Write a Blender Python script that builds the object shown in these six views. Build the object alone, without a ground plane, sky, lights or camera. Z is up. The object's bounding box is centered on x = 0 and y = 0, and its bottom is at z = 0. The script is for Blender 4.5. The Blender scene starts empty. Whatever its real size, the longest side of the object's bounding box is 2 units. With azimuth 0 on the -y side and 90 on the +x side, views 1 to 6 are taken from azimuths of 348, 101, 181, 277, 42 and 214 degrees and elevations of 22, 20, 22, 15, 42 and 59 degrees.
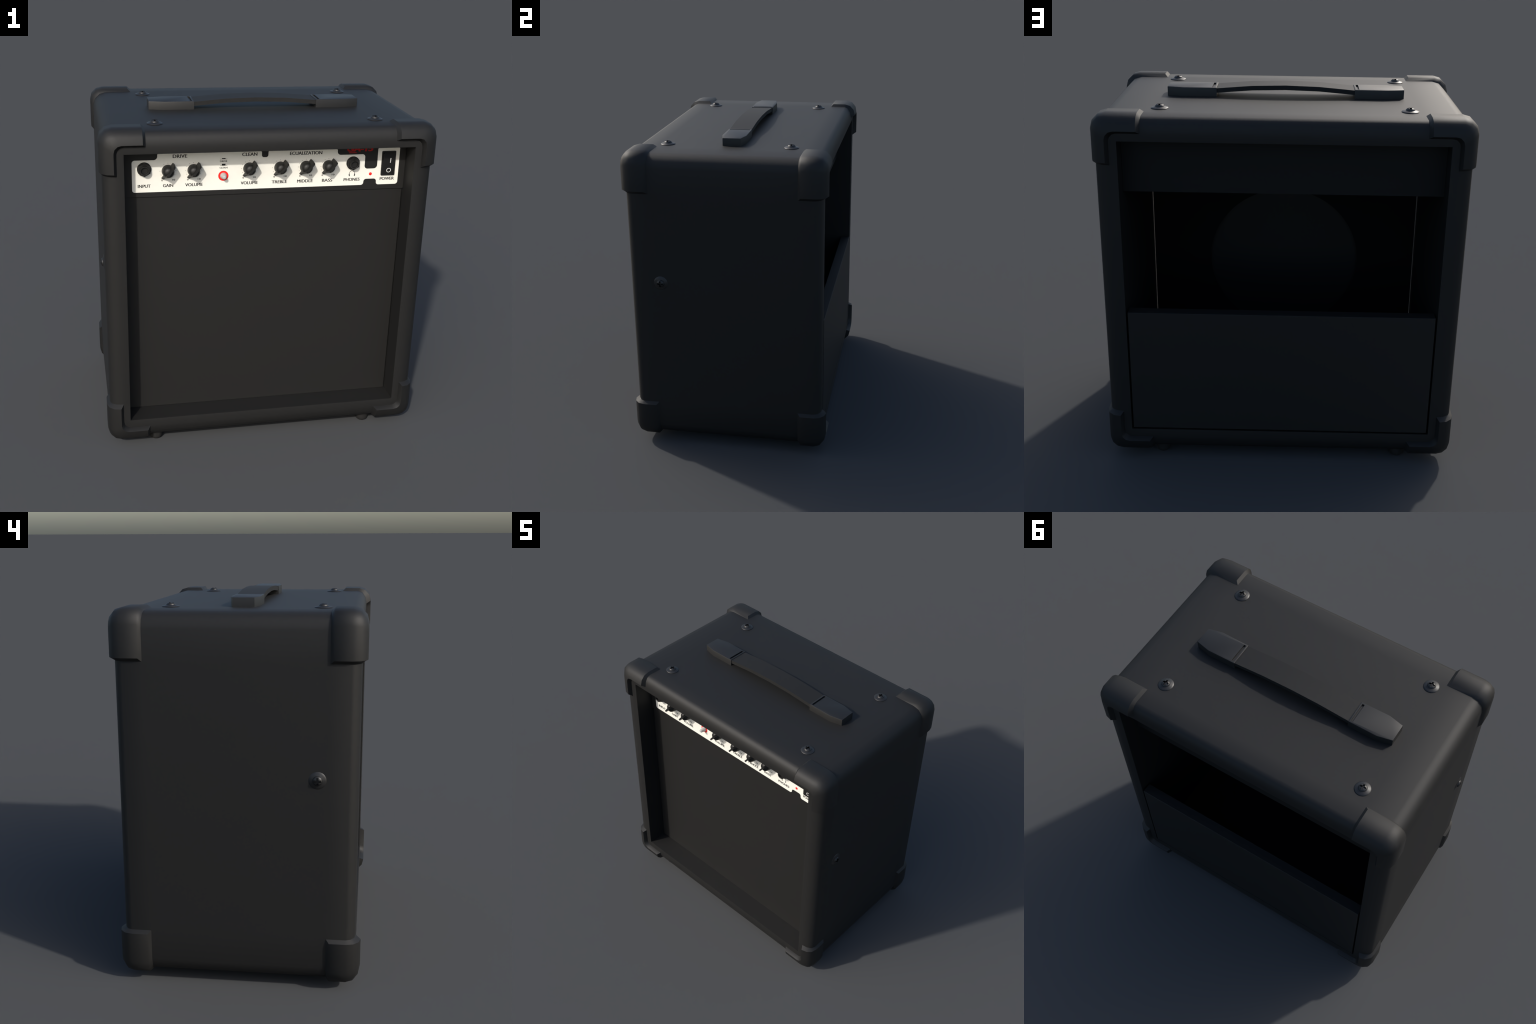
# Small black combo guitar amplifier: rounded cabinet, corner protectors, strap handle,
# recessed control panel with knobs / jacks / lettering, grille, open back with speaker.
import bpy, bmesh, math
from mathutils import Vector, Matrix

C = bpy.context.scene.collection
rad = math.radians

# ------------------------------------------------------------------ materials
def material(name, color, rough=0.5, spec=0.5, metallic=0.0, vary=0.06, scale=60.0, bump=0.0):
    """Principled material; a soft object-space noise varies value and (optionally) a fine bump."""
    m = bpy.data.materials.new(name); m.use_nodes = True
    nt = m.node_tree; p = nt.nodes["Principled BSDF"]
    tc = nt.nodes.new("ShaderNodeTexCoord")
    nz = nt.nodes.new("ShaderNodeTexNoise"); nz.inputs["Scale"].default_value = scale
    nz.inputs["Detail"].default_value = 3.0
    nt.links.new(tc.outputs["Object"], nz.inputs["Vector"])
    ramp = nt.nodes.new("ShaderNodeValToRGB")
    ramp.color_ramp.elements[0].position = 0.3; ramp.color_ramp.elements[1].position = 0.7
    ramp.color_ramp.elements[0].color = [c * (1 - vary) for c in color] + [1]
    ramp.color_ramp.elements[1].color = [min(1, c * (1 + vary)) for c in color] + [1]
    nt.links.new(nz.outputs["Fac"], ramp.inputs["Fac"])
    nt.links.new(ramp.outputs["Color"], p.inputs["Base Color"])
    p.inputs["Roughness"].default_value = rough
    p.inputs["Specular IOR Level"].default_value = spec
    p.inputs["Metallic"].default_value = metallic
    if bump > 0:
        b = nt.nodes.new("ShaderNodeBump"); b.inputs["Strength"].default_value = bump
        b.inputs["Distance"].default_value = 0.002
        nt.links.new(nz.outputs["Fac"], b.inputs["Height"]); nt.links.new(b.outputs["Normal"], p.inputs["Normal"])
    return m

M_VINYL   = material("black_vinyl",   (0.0094, 0.0092, 0.0088), 0.61, 0.40)
M_CAP     = material("corner_plastic",(0.0094, 0.0092, 0.0088), 0.61, 0.40)
M_CLOTH   = material("grille_cloth",  (0.0092, 0.0089, 0.0083), 0.61, 0.40, scale=300)
M_BAFFLE  = material("baffle_black",  (0.0050, 0.0050, 0.0050), 0.90, 0.20)
M_CHASSIS = material("chassis_black", (0.0055, 0.0055, 0.0053), 0.70, 0.30)
M_STRAP   = material("strap_rubber",  (0.0105, 0.0104, 0.0101), 0.70, 0.35)
M_BUCKLE  = material("buckle_plastic",(0.0100, 0.0099, 0.0096), 0.52, 0.50)
M_SCREW   = material("screw_steel",   (0.0120, 0.0120, 0.0122), 0.46, 0.55)
M_SLOT    = material("screw_slot",    (0.0030, 0.0030, 0.0030), 0.60, 0.20)
M_PANEL   = material("panel_black",   (0.0092, 0.0089, 0.0083), 0.61, 0.40)
M_LABEL   = material("label_white",   (0.8600, 0.8450, 0.7650), 0.60, 0.30, vary=0.01)
M_INK     = material("ink_black",     (0.0120, 0.0110, 0.0105), 0.70, 0.20)
M_INKRED  = material("ink_red",       (0.3500, 0.0060, 0.0060), 0.60, 0.30)
M_RED     = material("red_ring",      (0.9000, 0.0160, 0.0130), 0.50, 0.40)
M_GREY    = material("button_grey",   (0.4600, 0.4500, 0.4400), 0.45, 0.50)
M_KNOB    = material("knob_black",    (0.0100, 0.0097, 0.0090), 0.52, 0.42)
M_WHITE   = material("mark_white",    (0.7500, 0.7400, 0.7200), 0.60, 0.30, vary=0.01)
M_FOOT    = material("foot_rubber",   (0.0160, 0.0155, 0.0150), 0.80, 0.30)

# ------------------------------------------------------------------ helpers
def add(name, mesh, mat, parent, loc=(0, 0, 0), rot=(0, 0, 0)):
    o = bpy.data.objects.new(name, mesh); C.objects.link(o)
    if mat and not mesh.materials: mesh.materials.append(mat)
    o.location = loc; o.rotation_euler = rot; o.parent = parent
    return o

def clone(src, loc, rot=(0, 0, 0)):
    o = src.copy(); C.objects.link(o); o.location = loc; o.rotation_euler = rot
    return o

def finish(bm, name, angle=35):
    bmesh.ops.recalc_face_normals(bm, faces=bm.faces[:])
    me = bpy.data.meshes.new(name); bm.to_mesh(me); bm.free()
    me.shade_smooth()
    if angle is not None: me.set_sharp_from_angle(angle=rad(angle))
    return me

def box_bm(x0, x1, y0, y1, z0, z1, bevel=0.0, seg=2):
    bm = bmesh.new(); bmesh.ops.create_cube(bm, size=1)
    for v in bm.verts:
        v.co = Vector((x0 if v.co.x < 0 else x1, y0 if v.co.y < 0 else y1, z0 if v.co.z < 0 else z1))
    if bevel > 0:
        bmesh.ops.bevel(bm, geom=bm.edges[:], offset=bevel, segments=seg, profile=0.5, affect='EDGES')
    return bm

def rounded(points, n=5):
    """polygon [(x, z, r)] -> outline with arcs of radius r at each corner"""
    out = []; N = len(points)
    for i, (x, z, r) in enumerate(points):
        p = Vector((x, z)); a = Vector(points[i - 1][:2]); b = Vector(points[(i + 1) % N][:2])
        if r <= 0: out.append(p); continue
        da = (a - p).normalized(); db = (b - p).normalized()
        half = da.angle(db) / 2; t = r / math.tan(half)
        c = p + (da + db).normalized() * (r / math.sin(half))
        s = p + da * t; e = p + db * t
        a0 = math.atan2(s.y - c.y, s.x - c.x); a1 = math.atan2(e.y - c.y, e.x - c.x)
        d = (a1 - a0 + math.pi) % (2 * math.pi) - math.pi
        for k in range(n + 1):
            t_ = a0 + d * k / n; out.append(c + Vector((math.cos(t_), math.sin(t_))) * r)
    return out

def plate_bm(outline, y_back, y_front):
    """extrude an x/z outline between two depths"""
    bm = bmesh.new()
    f = [bm.verts.new((p.x, y_front, p.y)) for p in outline]
    b = [bm.verts.new((p.x, y_back, p.y)) for p in outline]
    bm.faces.new(f); bm.faces.new(b[::-1]); n = len(f)
    for i in range(n):
        bm.faces.new((f[i], b[i], b[(i + 1) % n], f[(i + 1) % n]))
    return bm

def lathe_bm(profile, seg=32, axis='Z', cap=True):
    """revolve [(r, h)]; axis 'Z' -> h along +z, 'Y' -> h along -y (out of the front)"""
    bm = bmesh.new(); rings = []
    for r, h in profile:
        ring = []
        for k in range(seg):
            a = 2 * math.pi * k / seg
            c, s = r * math.cos(a), r * math.sin(a)
            ring.append(bm.verts.new((c, s, h) if axis == 'Z' else (c, -h, s)))
        rings.append(ring)
    for A, B in zip(rings, rings[1:]):
        for k in range(seg):
            bm.faces.new((A[k], A[(k + 1) % seg], B[(k + 1) % seg], B[k]))
    if cap:
        bm.faces.new(rings[0][::-1]); bm.faces.new(rings[-1])
    return bm

def merge(bms):
    out = bmesh.new()
    for b in bms:
        tmp = bpy.data.meshes.new("tmp"); b.to_mesh(tmp); b.free(); out.from_mesh(tmp); bpy.data.meshes.remove(tmp)
    return out

# ------------------------------------------------------------------ top-level thing
amp = bpy.data.objects.new("guitar_amplifier", None); C.objects.link(amp)
amp["label"] = "small black combo guitar amplifier with white control panel"
amp["category"] = "guitar amplifier"

# ------------------------------------------------------------------ cabinet
X, Y, ZB, ZT = 0.9365, 0.6030, 0.0575, 1.935          # outer faces
OX, OZB, OZT, OY = 0.8205, 0.180, 1.8170, 0.599                 # through opening
R_XZ, R_Y, R_IN, SEG = 0.079, 0.050, 0.078, 3                   # corner radius seen from front, front/back edge radius
CUT_X, CUT_Y, CUT_ZT, CUT_ZB = 0.703, 0.453, 1.697, 0.289   # where the corner protectors end
ZC = (ZB + ZT) / 2; HZ = (ZT - ZB) / 2; CUT_Z = CUT_ZT - ZC

def corner_arc(inset, radius=None):
    """quarter outline (x, z relative to centre) of the +x +z corner, from the top edge to the side"""
    if radius is None: radius = R_XZ
    r = radius - inset if inset < 0 else radius - 0.52 * inset
    cx, cz = X - inset - r, HZ - inset - r
    return [(cx + r * math.sin(rad(90) * k / SEG), cz + r * math.cos(rad(90) * k / SEG)) for k in range(SEG + 1)]

def quarter(inset):
    return [(CUT_X, HZ - inset)] + corner_arc(inset) + [(X - inset, CUT_Z)]

def ring_outline(inset):
    q = quarter(inset)
    pts = q + [(x, -z) for x, z in reversed(q)] + [(-x, -z) for x, z in q] + [(-x, z) for x, z in reversed(q)]
    return [(x, z + ZC) for x, z in pts]

def opening_outline():
    def q(z):
        return [(CUT_X, z)] + [(OX, z)] * (SEG + 1) + [(OX, ZC + (CUT_Z if z > ZC else -CUT_Z))]
    t, b = q(OZT), q(OZB)
    return t + b[::-1] + [(-x, z) for x, z in b] + [(-x, z) for x, z in reversed(t)]

bm = bmesh.new()
sections = [(-OY, opening_outline())]
half = [(-(Y - R_Y) - R_Y * math.sin(rad(90) * k / SEG), R_IN * (1 - math.cos(rad(90) * k / SEG))) for k in range(SEG, -1, -1)]
half.append((-CUT_Y, 0.0))
for y, ins in half: sections.append((y, ring_outline(ins)))
for y, ins in reversed(half): sections.append((-y, ring_outline(ins)))
sections.append((OY, opening_outline()))
loops = [[bm.verts.new((x, y, z)) for x, z in pts] for y, pts in sections]
n = len(loops[0])
for A, B in zip(loops, loops[1:] + loops[:1]):
    for k in range(n):
        try: bm.faces.new((A[k], A[(k + 1) % n], B[(k + 1) % n], B[k]))
        except ValueError: pass
bmesh.ops.remove_doubles(bm, verts=bm.verts[:], dist=1e-5)
bmesh.ops.dissolve_degenerate(bm, dist=1e-6, edges=bm.edges[:])
cabinet = add("cabinet", finish(bm, "cabinet", 45), M_VINYL, amp)

# ------------------------------------------------------------------ corner protectors
T, TY = 0.0165, 0.0260     # how far they stand proud sideways / to the front
CH = 0.017                 # width of the chamfered rim
def protector_mesh(sx, sy, sz):
    """shell following the cabinet corner, with a chamfered rim on every border.
    Each row is one station from the side over the front edge to the face; along a row the outline
    runs from the top arm round the corner to the upright arm."""
    rows = [((-CUT_Y, 0.0), None), ((-CUT_Y - CH, -T), (-CUT_Y - 0.001, 0.0))]      # (raised y, inset), (cabinet y, inset)
    for k in range(SEG + 1):
        a = rad(90) * k / SEG; s_, c_ = math.sin(a), 1 - math.cos(a)
        rows.append(((-(Y - R_Y) - 0.002 - (R_Y + TY - 0.002) * s_, -T + R_IN * c_), (-(Y - R_Y) - R_Y * s_, R_IN * c_)))
    rows.append(((-Y + 0.0005, R_IN), None))
    bm = bmesh.new(); grid = []
    for (y, ins), drop in rows:
        arc = corner_arc(ins, 0.060 + 0.019 * min(1.0, max(0.0, (ins + T) / (R_IN + T)))) if drop else corner_arc(ins)
        top, side = HZ - ins, X - ins
        if drop is None:                      # border row lies on the cabinet
            row = [(CUT_X, y, top), (CUT_X + CH * 0.5, y, top)] + [(a, y, b) for a, b in arc] + [(side, y, CUT_Z + CH * 0.5), (side, y, CUT_Z)]
        else:                                 # row ends drop to the cabinet surface
            dy, di = drop
            row = [(CUT_X, dy, HZ - di), (CUT_X + CH, y, top)] + [(a, y, b) for a, b in arc] + [(side, y, CUT_Z + CH), (X - di, dy, CUT_Z)]
        grid.append([bm.verts.new((sx * x, sy * yy, ZC + sz * z)) for x, yy, z in row])
    for A, B in zip(grid, grid[1:]):
        for k in range(len(A) - 1):
            bm.faces.new((A[k], A[k + 1], B[k + 1], B[k]))
    # hidden inner lining so that the protector is a closed solid: sink the border a little
    border = [v for v in bm.verts if v.is_boundary]
    edges = [e for e in bm.edges if e.is_boundary]
    ext = bmesh.ops.extrude_edge_only(bm, edges=edges)
    cen = Vector((sx * 0.80, sy * 0.50, ZC + sz * (HZ - 0.13)))
    for v in [g for g in ext["geom"] if isinstance(g, bmesh.types.BMVert)]:
        v.co += (cen - v.co).normalized() * 0.012
    bmesh.ops.remove_doubles(bm, verts=bm.verts[:], dist=2e-4)
    bmesh.ops.recalc_face_normals(bm, faces=bm.faces[:])
    # make sure the outside points outwards
    s = sum((f.normal.dot((f.calc_center_median() - cen)) * f.calc_area()) for f in bm.faces)
    if s < 0: bmesh.ops.reverse_faces(bm, faces=bm.faces[:])
    me = bpy.data.meshes.new("corner_protector"); bm.to_mesh(me); bm.free()
    me.shade_smooth(); me.set_sharp_from_angle(angle=rad(34))
    # the rim towards the middle of the cabinet flows softly into the shell; the other rims are crisp
    soft = CUT_Y + CH
    for e in me.edges:
        if all(abs(abs(me.vertices[i].co.y) - soft) < 2e-4 for i in e.vertices): e.use_edge_sharp = False
    return me

for sx in (-1, 1):
    for sy in (1, -1):
        for sz in (1, -1):
            add("corner_protector", protector_mesh(sx, sy, sz), M_CAP, amp)

# ------------------------------------------------------------------ feet
foot = add("foot", finish(lathe_bm([(0.0405, 0.075), (0.0405, 0.045), (0.0395, 0.022), (0.036, 0.008), (0.030, 0.0015), (0.026, 0.0)], 24), "foot"), M_FOOT, amp, (-0.662, -0.512, 0))
for x, y in ((0.662, -0.512), (-0.662, 0.512), (0.662, 0.512)): clone(foot, (x, y, 0))

# ------------------------------------------------------------------ screws with cup washers
def screw(loc, rot, first=[None, None]):
    if first[0] is None:
        head = lathe_bm([(0.0245, 0.004), (0.0245, 0.0105), (0.0215, 0.0155), (0.0165, 0.0190), (0.0105, 0.0208), (0.0050, 0.0213)], 32)
        first[0] = finish(head, "screw", 40)
        # cross recess cut with a boolean
        cut = merge([box_bm(-0.0175, 0.0175, -0.0052, 0.0052, 0.0085, 0.05), box_bm(-0.0052, 0.0052, -0.0175, 0.0175, 0.0085, 0.0501)])
        bpy_o = add("screw", first[0], M_SCREW, amp)
        cme = bpy.data.meshes.new("cutter"); cut.to_mesh(cme); cut.free()
        cut_o = add("cutter", cme, M_SLOT, None)
        md = bpy_o.modifiers.new("b", 'BOOLEAN'); md.object = cut_o; md.operation = 'DIFFERENCE'; md.use_self = True
        md.material_mode = 'TRANSFER'
        dg = bpy.context.evaluated_depsgraph_get(); dg.update()
        me = bpy.data.meshes.new_from_object(bpy_o.evaluated_get(dg))
        bpy_o.modifiers.clear(); bpy_o.data = me; me.set_sharp_from_angle(angle=rad(40)); me.name = "screw"
        bpy.data.objects.remove(cut_o); first[0] = me
        first[1] = finish(lathe_bm([(0.0440, 0.0005), (0.0445, 0.0022), (0.0435, 0.0036), (0.0350, 0.0058), (0.0265, 0.0092), (0.0245, 0.0098), (0.0, 0.0098)], 40, cap=False), "washer", 40)
        first[1].materials.append(M_SCREW)
        o = bpy_o; o.location = loc; o.rotation_euler = rot
    else:
        o = add("screw", first[0], None, amp, loc, rot)
    w = add("washer", first[1], None, o)
    return o

for x in (-0.6343, 0.6343):
    for y in (-0.401, 0.370):
        screw((x, y, ZT), (0, 0, 0))
screw((-X + 0.003, -0.400, 1.130), (0, rad(-90), 0)); screw((X - 0.003, -0.400, 1.130), (0, rad(90), 0))

# ------------------------------------------------------------------ carrying handle
handle = bpy.data.objects.new("handle", None); C.objects.link(handle); handle.parent = amp
def buckle_bm():
    """end piece on the +x side: straight flanks, tapered nose, cross groove near the strap"""
    out = [(0.370, -0.0745), (0.547, -0.0760), (0.635, -0.0560), (0.635, 0.0560), (0.547, 0.0760), (0.370, 0.0745)]
    bm = bmesh.new()
    lo = [bm.verts.new((x, y, ZT - 0.001)) for x, y in out]
    hi = [bm.verts.new((x, y, 1.9835)) for x, y in out]
    bm.faces.new(hi); bm.faces.new(lo[::-1])
    for i in range(6): bm.faces.new((lo[i], lo[(i + 1) % 6], hi[(i + 1) % 6], hi[i]))
    bmesh.ops.recalc_face_normals(bm, faces=bm.faces[:])
    e = [e for e in bm.edges if all(v.co.z > 1.95 for v in e.verts)]
    bmesh.ops.bevel(bm, geom=e, offset=0.0035, segments=2, profile=0.5, affect='EDGES')
    return bm
bk = add("buckle", finish(buckle_bm(), "buckle", 30), M_BUCKLE, handle)
groove = box_bm(0.381, 0.3945, -0.0645, 0.0645, 1.9745, 2.02)
gme = bpy.data.meshes.new("cutter"); groove.to_mesh(gme); groove.free()
go = add("cutter", gme, M_BUCKLE, None)
md = bk.modifiers.new("b", 'BOOLEAN'); md.object = go; md.operation = 'DIFFERENCE'
dg = bpy.context.evaluated_depsgraph_get(); dg.update()
me = bpy.data.meshes.new_from_object(bk.evaluated_get(dg)); bk.modifiers.clear(); bk.data = me
me.set_sharp_from_angle(angle=rad(30)); bpy.data.objects.remove(go)
clone(bk, (0, 0, 0), (0, 0, math.pi))

# four straight segments rising to the middle
ARCH = ((-0.376, 1.9788), (-0.180, 1.9952), (0.0, 2.0), (0.180, 1.9952), (0.376, 1.9788))
bm = bmesh.new(); W = 0.0700; TH = 0.0245
rows = []
for x, z in ARCH:
    rows.append([bm.verts.new(p) for p in ((x, -W, z - TH), (x, -W, z), (x, W, z), (x, W, z - TH))])
for A, B in zip(rows, rows[1:]):
    for k in range(4): bm.faces.new((A[k], A[(k + 1) % 4], B[(k + 1) % 4], B[k]))
bm.faces.new(rows[0][::-1]); bm.faces.new(rows[-1])
add("strap", finish(bm, "strap", 30), M_STRAP, handle)

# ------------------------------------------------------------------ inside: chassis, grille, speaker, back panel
add("chassis", finish(box_bm(-0.819, 0.819, -0.445, 0.490, 1.5285, 1.8162), "chassis"), M_CHASSIS, amp)
add("speaker_grille", finish(box_bm(-0.8160, 0.8160, -0.455, -0.4455, 0.1805, 1.5305, 0.0015, 1), "speaker_grille"), M_CLOTH, amp)
# baffle board behind the cloth, with the round speaker cut-out
bm = bmesh.new()
HR, HZC, BX, B0, B1 = 0.460, 0.812, 0.809, 0.181, 1.5275
N = 64
for y in (-0.4050, -0.3950):
    ring = [bm.verts.new((HR * math.cos(2 * math.pi * k / N), y, HZC + HR * math.sin(2 * math.pi * k / N))) for k in range(N)]
    outer = []
    for k in range(N):                       # project the circle onto the board outline
        c, s_ = math.cos(2 * math.pi * k / N), math.sin(2 * math.pi * k / N)
        t = min(BX / abs(c) if abs(c) > 1e-6 else 9, ((B1 - HZC) if s_ > 0 else (HZC - B0)) / abs(s_) if abs(s_) > 1e-6 else 9)
        outer.append(bm.verts.new((c * t, y, HZC + s_ * t)))
    for k in range(N): bm.faces.new((ring[k], ring[(k + 1) % N], outer[(k + 1) % N], outer[k]))
    if y < -0.40: r0, o0 = ring, outer
for k in range(N):
    bm.faces.new((r0[k], r0[(k + 1) % N], ring[(k + 1) % N], ring[k]))
    bm.faces.new((o0[k], o0[(k + 1) % N], outer[(k + 1) % N], outer[k]))
add("baffle_board", finish(bm, "baffle_board", 30), M_BAFFLE, amp)
add("back_panel", finish(box_bm(-0.8100, 0.8100, 0.537, 0.6010, 0.1910, 0.893, 0.0015, 1), "back_panel"), M_VINYL, amp)

# ------------------------------------------------------------------ control panel
YP = -0.462
panel = add("control_panel", finish(box_bm(-0.8195, 0.8195, YP, -0.450, 1.5325, 1.8150), "control_panel"), M_PANEL, amp)
r = 0.014
LT, LB = 1.7790, 1.5605
outline = rounded([
    (-0.7700, LB, r), (0.5715, LB, 0.016), (0.5715, 1.5970, 0.016), (0.6490, 1.5970, 0.016), (0.6490, LB, r),
    (0.7810, LB, 0.016), (0.7810, LT, 0.004), (0.6485, LT, 0.006), (0.6485, 1.6580, 0.020), (0.5720, 1.6580, 0.018),
    (0.5720, 1.7450, 0.016), (0.4045, 1.7450, 0.020), (0.4045, LT, 0.006), (-0.0020, LT, 0.006), (-0.0020, 1.7440, 0.013),
    (-0.0400, 1.7440, 0.013), (-0.0400, LT, 0.006), (-0.6290, LT, 0.006), (-0.6290, 1.7445, 0.020), (-0.7700, 1.7445, 0.016)])
add("label_plate", finish(plate_bm(outline, YP + 0.001, YP - 0.0012), "label_plate", 30), M_LABEL, panel)
YI = YP - 0.0012                                     # label face: printing sits just proud of it

def lettering(text, cx, cz, w, h, mat=M_INK, y=YI, bold=0.0, shear=0.0, name="lettering", thick=0.09):
    cu = bpy.data.curves.new("t", 'FONT'); cu.body = text; cu.size = 1.0
    cu.extrude = 0.0; cu.offset = bold; cu.shear = shear; cu.resolution_u = 4
    cu.fill_mode = 'FRONT'
    o = bpy.data.objects.new("t", cu); C.objects.link(o)
    dg = bpy.context.evaluated_depsgraph_get(); dg.update()
    me = bpy.data.meshes.new_from_object(o.evaluated_get(dg)); bpy.data.objects.remove(o); bpy.data.curves.remove(cu)
    xs = [v.co.x for v in me.vertices]; zs = [v.co.y for v in me.vertices]
    x0, x1, z0, z1 = min(xs), max(xs), min(zs), max(zs)
    bm = bmesh.new(); bm.from_mesh(me); bpy.data.meshes.remove(me)
    for v in bm.verts:
        v.co = Vector(((v.co.x - (x0 + x1) / 2) * w / (x1 - x0), 0, (v.co.y - (z0 + z1) / 2) * h / (z1 - z0)))
    ext = bmesh.ops.extrude_face_region(bm, geom=bm.faces[:])
    for v in [g for g in ext["geom"] if isinstance(g, bmesh.types.BMVert)]: v.co.y -= 0.0006
    flat = bpy.data.meshes.new("flat"); bm.to_mesh(flat); bm.clear()
    for i, d in enumerate((-0.5, 0.5)):       # two copies side by side thicken the strokes
        k = len(bm.verts); bm.from_mesh(flat); bm.verts.ensure_lookup_table()
        for v in bm.verts[k:]: v.co.x += d * thick * h; v.co.y -= 0.0002 * i
    bpy.data.meshes.remove(flat)
    me = finish(bm, name, 30)
    return add(name, me, mat, panel, (cx, y, cz))

for t, x, z, w, h in (("DRIVE", -0.5033, 1.7637, 0.0793, 0.0195), ("CLEAN", -0.1096, 1.7638, 0.0855, 0.0195),
                      ("ECUALIZATION", 0.2176, 1.7620, 0.1888, 0.0195),
                      ("INPUT", -0.7032, 1.5965, 0.0698, 0.0178), ("GAIN", -0.5704, 1.5965, 0.0560, 0.0178),
                      ("VOLUME", -0.4250, 1.5968, 0.0974, 0.0178), ("VOLUME", -0.1086, 1.5968, 0.0974, 0.0178),
                      ("TREBLE", 0.0670, 1.5968, 0.0882, 0.0178), ("MIDDLE", 0.2184, 1.5968, 0.0916, 0.0178),
                      ("BASS", 0.3509, 1.5965, 0.0607, 0.0178), ("PHONES", 0.4989, 1.5962, 0.0956, 0.0178),
                      ("POWER", 0.7145, 1.5955, 0.0861, 0.0180),
                      ("DRIVE", -0.2583, 1.7276, 0.0405, 0.0095), ("CLEAN", -0.2580, 1.6900, 0.0443, 0.0095)):
    lettering(t, x, z, w, h, thick=0.09)
lettering("GA-15", 0.5400, 1.7790, 0.1560, 0.0340, M_INKRED, YP, 0.02, 0.15, thick=0.10)

def bar(x0, x1, z0, z1, y, mat, name):
    add(name, finish(box_bm(x0, x1, y - 0.0007, y, z0, z1), name), mat, panel)
bar(0.4728, 0.5178, 1.7537, 1.7580, YP, M_INKRED, "underline")
bar(-0.2680, -0.2475, 1.7403, 1.7455, YI, M_INK, "switch_symbol"); bar(-0.2782, -0.2372, 1.7395, 1.7408, YI - 0.0002, M_INK, "switch_symbol")
bar(-0.2680, -0.2475, 1.7032, 1.7130, YI, M_INK, "switch_symbol"); bar(-0.2782, -0.2372, 1.7020, 1.7033, YI - 0.0002, M_INK, "switch_symbol")

# headphone symbol: headband arc plus two ear cups
def band(cx, cz, r0, r1, a0, a1, n=20):
    o = [Vector((cx + r1 * math.cos(rad(a0 + (a1 - a0) * k / n)), cz + r1 * math.sin(rad(a0 + (a1 - a0) * k / n)))) for k in range(n + 1)]
    i = [Vector((cx + r0 * math.cos(rad(a0 + (a1 - a0) * k / n)), cz + r0 * math.sin(rad(a0 + (a1 - a0) * k / n)))) for k in range(n, -1, -1)]
    return o + i
hp = [plate_bm(band(0.4985, 1.6335, 0.0135, 0.0158, -15, 195), YI, YI - 0.0007)]
for s in (-1, 1):
    cup = rounded([(0.4985 + s * 0.0150, 1.6330, 0.002), (0.4985 + s * 0.0195, 1.6290, 0.003), (0.4985 + s * 0.0185, 1.6180, 0.004), (0.4985 + s * 0.0115, 1.6145, 0.002)], 4)
    if s < 0: cup = cup[::-1]
    hp.append(plate_bm(cup, YI, YI - 0.0009))
add("headphone_symbol", finish(merge(hp), "headphone_symbol", 30), M_INK, panel)

# ---- knobs: round base with dome and a tall pointer blade set at zero
def knob_bm():
    base = lathe_bm([(0.0355, 0.0), (0.0345, 0.018), (0.0318, 0.034), (0.0270, 0.0445), (0.0190, 0.0505), (0.0090, 0.0530), (0.0002, 0.0533)], 32, 'Y')
    prof = [(-0.0550, 0.0), (-0.0545, 0.006), (-0.0470, 0.016), (-0.0370, 0.032), (-0.0280, 0.054), (-0.0200, 0.074), (-0.0140, 0.078),
            (0.0450, 0.078), (0.0500, 0.070), (0.0525, 0.035), (0.0530, 0.0)]
    t = 0.0062; bm = bmesh.new()
    L = [bm.verts.new((s, -d, -t * (1 if d < 0.03 else 0.92))) for s, d in prof]
    Rr = [bm.verts.new((s, -d, t * (1 if d < 0.03 else 0.92))) for s, d in prof]
    bm.faces.new(L); bm.faces.new(Rr[::-1])
    for i in range(len(prof)):
        j = (i + 1) % len(prof); bm.faces.new((L[i], L[j], Rr[j], Rr[i]))
    bmesh.ops.recalc_face_normals(bm, faces=bm.faces[:])
    rot = Matrix.Rotation(rad(-53), 4, 'Y')      # blade axis: low end to 240 deg, high end to 60 deg
    bmesh.ops.transform(bm, matrix=rot, verts=bm.verts[:])
    return merge([base, bm])
KZ = 1.6810
knob_me = finish(knob_bm(), "knob", 32)
marks = []
for kx in (-0.5705, -0.4267, -0.1103, 0.0693, 0.2200, 0.3539):
    add("knob", knob_me, M_KNOB, panel, (kx, YI, KZ))
    for i in range(1, 10):
        a = rad(240 - 30 * i)
        mx, mz = kx + 0.0445 * math.cos(a), KZ + 0.0445 * math.sin(a)
        marks.append(box_bm(mx - 0.0013, mx + 0.0013, YI - 0.0006, YI, mz - 0.0013, mz + 0.0013))
    lettering("0", kx - 0.0335, KZ - 0.0536, 0.0078, 0.0095)
    lettering("10", kx + 0.0312, KZ - 0.0520, 0.0157, 0.0098)
dm = add("dial_marks", finish(merge(marks), "dial_marks", 30), M_INK, panel); dm["kind"] = "stuff"

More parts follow.
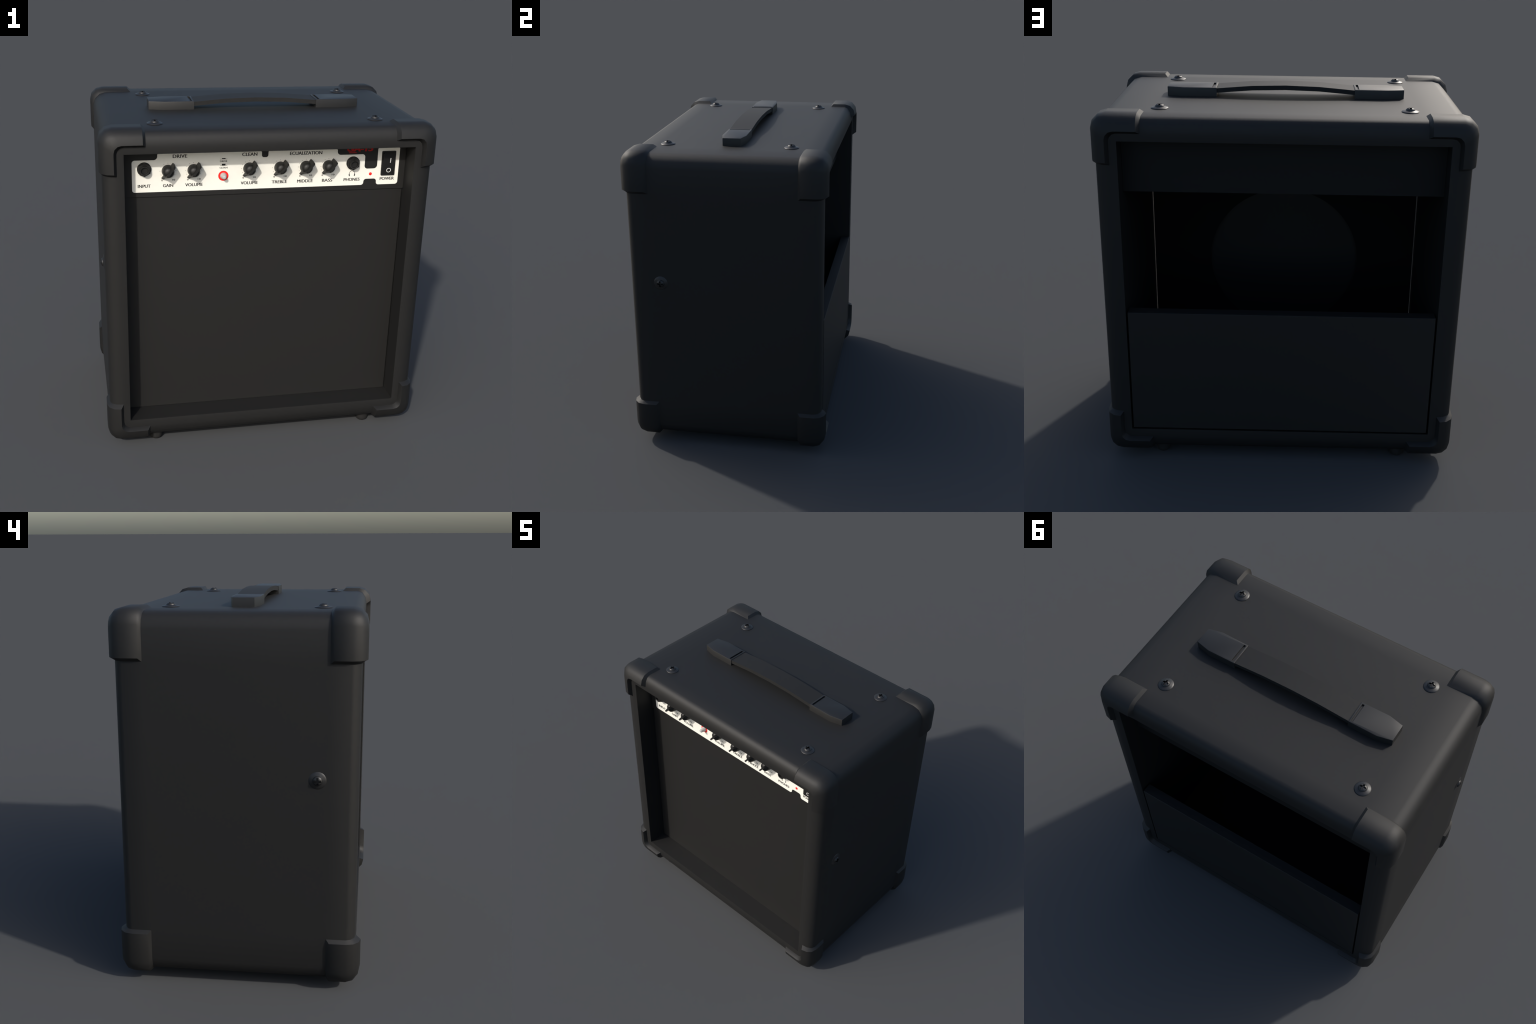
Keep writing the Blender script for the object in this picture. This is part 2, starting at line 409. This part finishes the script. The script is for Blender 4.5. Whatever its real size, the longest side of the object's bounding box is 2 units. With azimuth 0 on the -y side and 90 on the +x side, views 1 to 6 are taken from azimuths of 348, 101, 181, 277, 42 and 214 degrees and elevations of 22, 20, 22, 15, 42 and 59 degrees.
# ---- jack sockets: flange, hexagon nut, threaded collar with hole
def jack_bm():
    fl = lathe_bm([(0.0395, 0.0), (0.0395, 0.004), (0.0375, 0.0055), (0.0, 0.0055)], 40, 'Y', cap=False)
    hexa = rounded([(0.0390 * math.cos(rad(30 + 60 * k)), 0.0390 * math.sin(rad(30 + 60 * k)), 0.0008) for k in range(6)], 1)
    nut = plate_bm(hexa, -0.004, -0.0190)
    col = lathe_bm([(0.0265, 0.014), (0.0262, 0.036), (0.0248, 0.039), (0.0205, 0.039), (0.0190, 0.0375), (0.0188, 0.026), (0.0, 0.026)], 36, 'Y', cap=False)
    return merge([fl, nut, col])
jack = add("jack_socket", finish(jack_bm(), "jack_socket", 35), M_KNOB, panel, (-0.7022, YI, 1.6945))
clone(jack, (0.5001, YI, 1.6950))

# ---- push button with red ring
ring = lathe_bm([(0.0292, 0.0), (0.0292, 0.0010), (0.0185, 0.0010), (0.0185, 0.0)], 40, 'Y', cap=False)
add("button_ring", finish(ring, "button_ring"), M_RED, panel, (-0.2584, YI, 1.6430))
btn = lathe_bm([(0.0188, 0.0), (0.0186, 0.005), (0.0170, 0.012), (0.0140, 0.022), (0.0118, 0.031), (0.0108, 0.037), (0.0090, 0.0395), (0.005, 0.0405), (0.0002, 0.0407)], 32, 'Y')
add("push_button", finish(btn, "push_button", 50), M_GREY, panel, (-0.2584, YI, 1.6430))

# ---- indicator light
led = lathe_bm([(0.0092, 0.0), (0.0090, 0.0012), (0.006, 0.0025), (0.0002, 0.0030)], 24, 'Y')
add("indicator_light", finish(led, "indicator_light", 50), M_RED, panel, (0.6108, YI, 1.6265))

# ---- rocker power switch
fr = rounded([(0.6730, 1.6150, 0.006), (0.7575, 1.6150, 0.006), (0.7575, 1.7620, 0.006), (0.6730, 1.7620, 0.006)], 4)
add("switch_frame", finish(plate_bm(fr, YI, YI - 0.005), "switch_frame", 30), M_KNOB, panel)
RX0, RX1, RZ0, RZ1 = 0.6805, 0.7500, 1.6230, 1.7540
bm = box_bm(RX0, RX1, -1, 0, RZ0, RZ1)
D0, D1 = 0.006, 0.026                             # proud at the bottom / at the top
for v in bm.verts: v.co.y = (YI - 0.004) if v.co.y > -0.5 else YI - (D0 if v.co.z < 1.7 else D1)
bmesh.ops.bevel(bm, geom=bm.edges[:], offset=0.0012, segments=1, affect='EDGES')
add("switch_rocker", finish(bm, "switch_rocker", 30), M_KNOB, panel)
def on_rocker(bm):
    for v in bm.verts:
        t = (v.co.z - RZ0) / (RZ1 - RZ0); v.co.y += YI - (D0 + (D1 - D0) * t) - 0.0002
    return bm
add("switch_marking", finish(on_rocker(box_bm(0.7195, 0.7235, -0.0008, 0.0, 1.6950, 1.7240)), "switch_marking"), M_WHITE, panel)
o_ring = lathe_bm([(0.0138, 0.0), (0.0138, 0.0008), (0.0103, 0.0008), (0.0103, 0.0)], 32, 'Y', cap=False)
for v in o_ring.verts: v.co += Vector((0.7175, 0, 1.6480))
add("switch_marking", finish(on_rocker(o_ring), "switch_marking"), M_WHITE, panel)
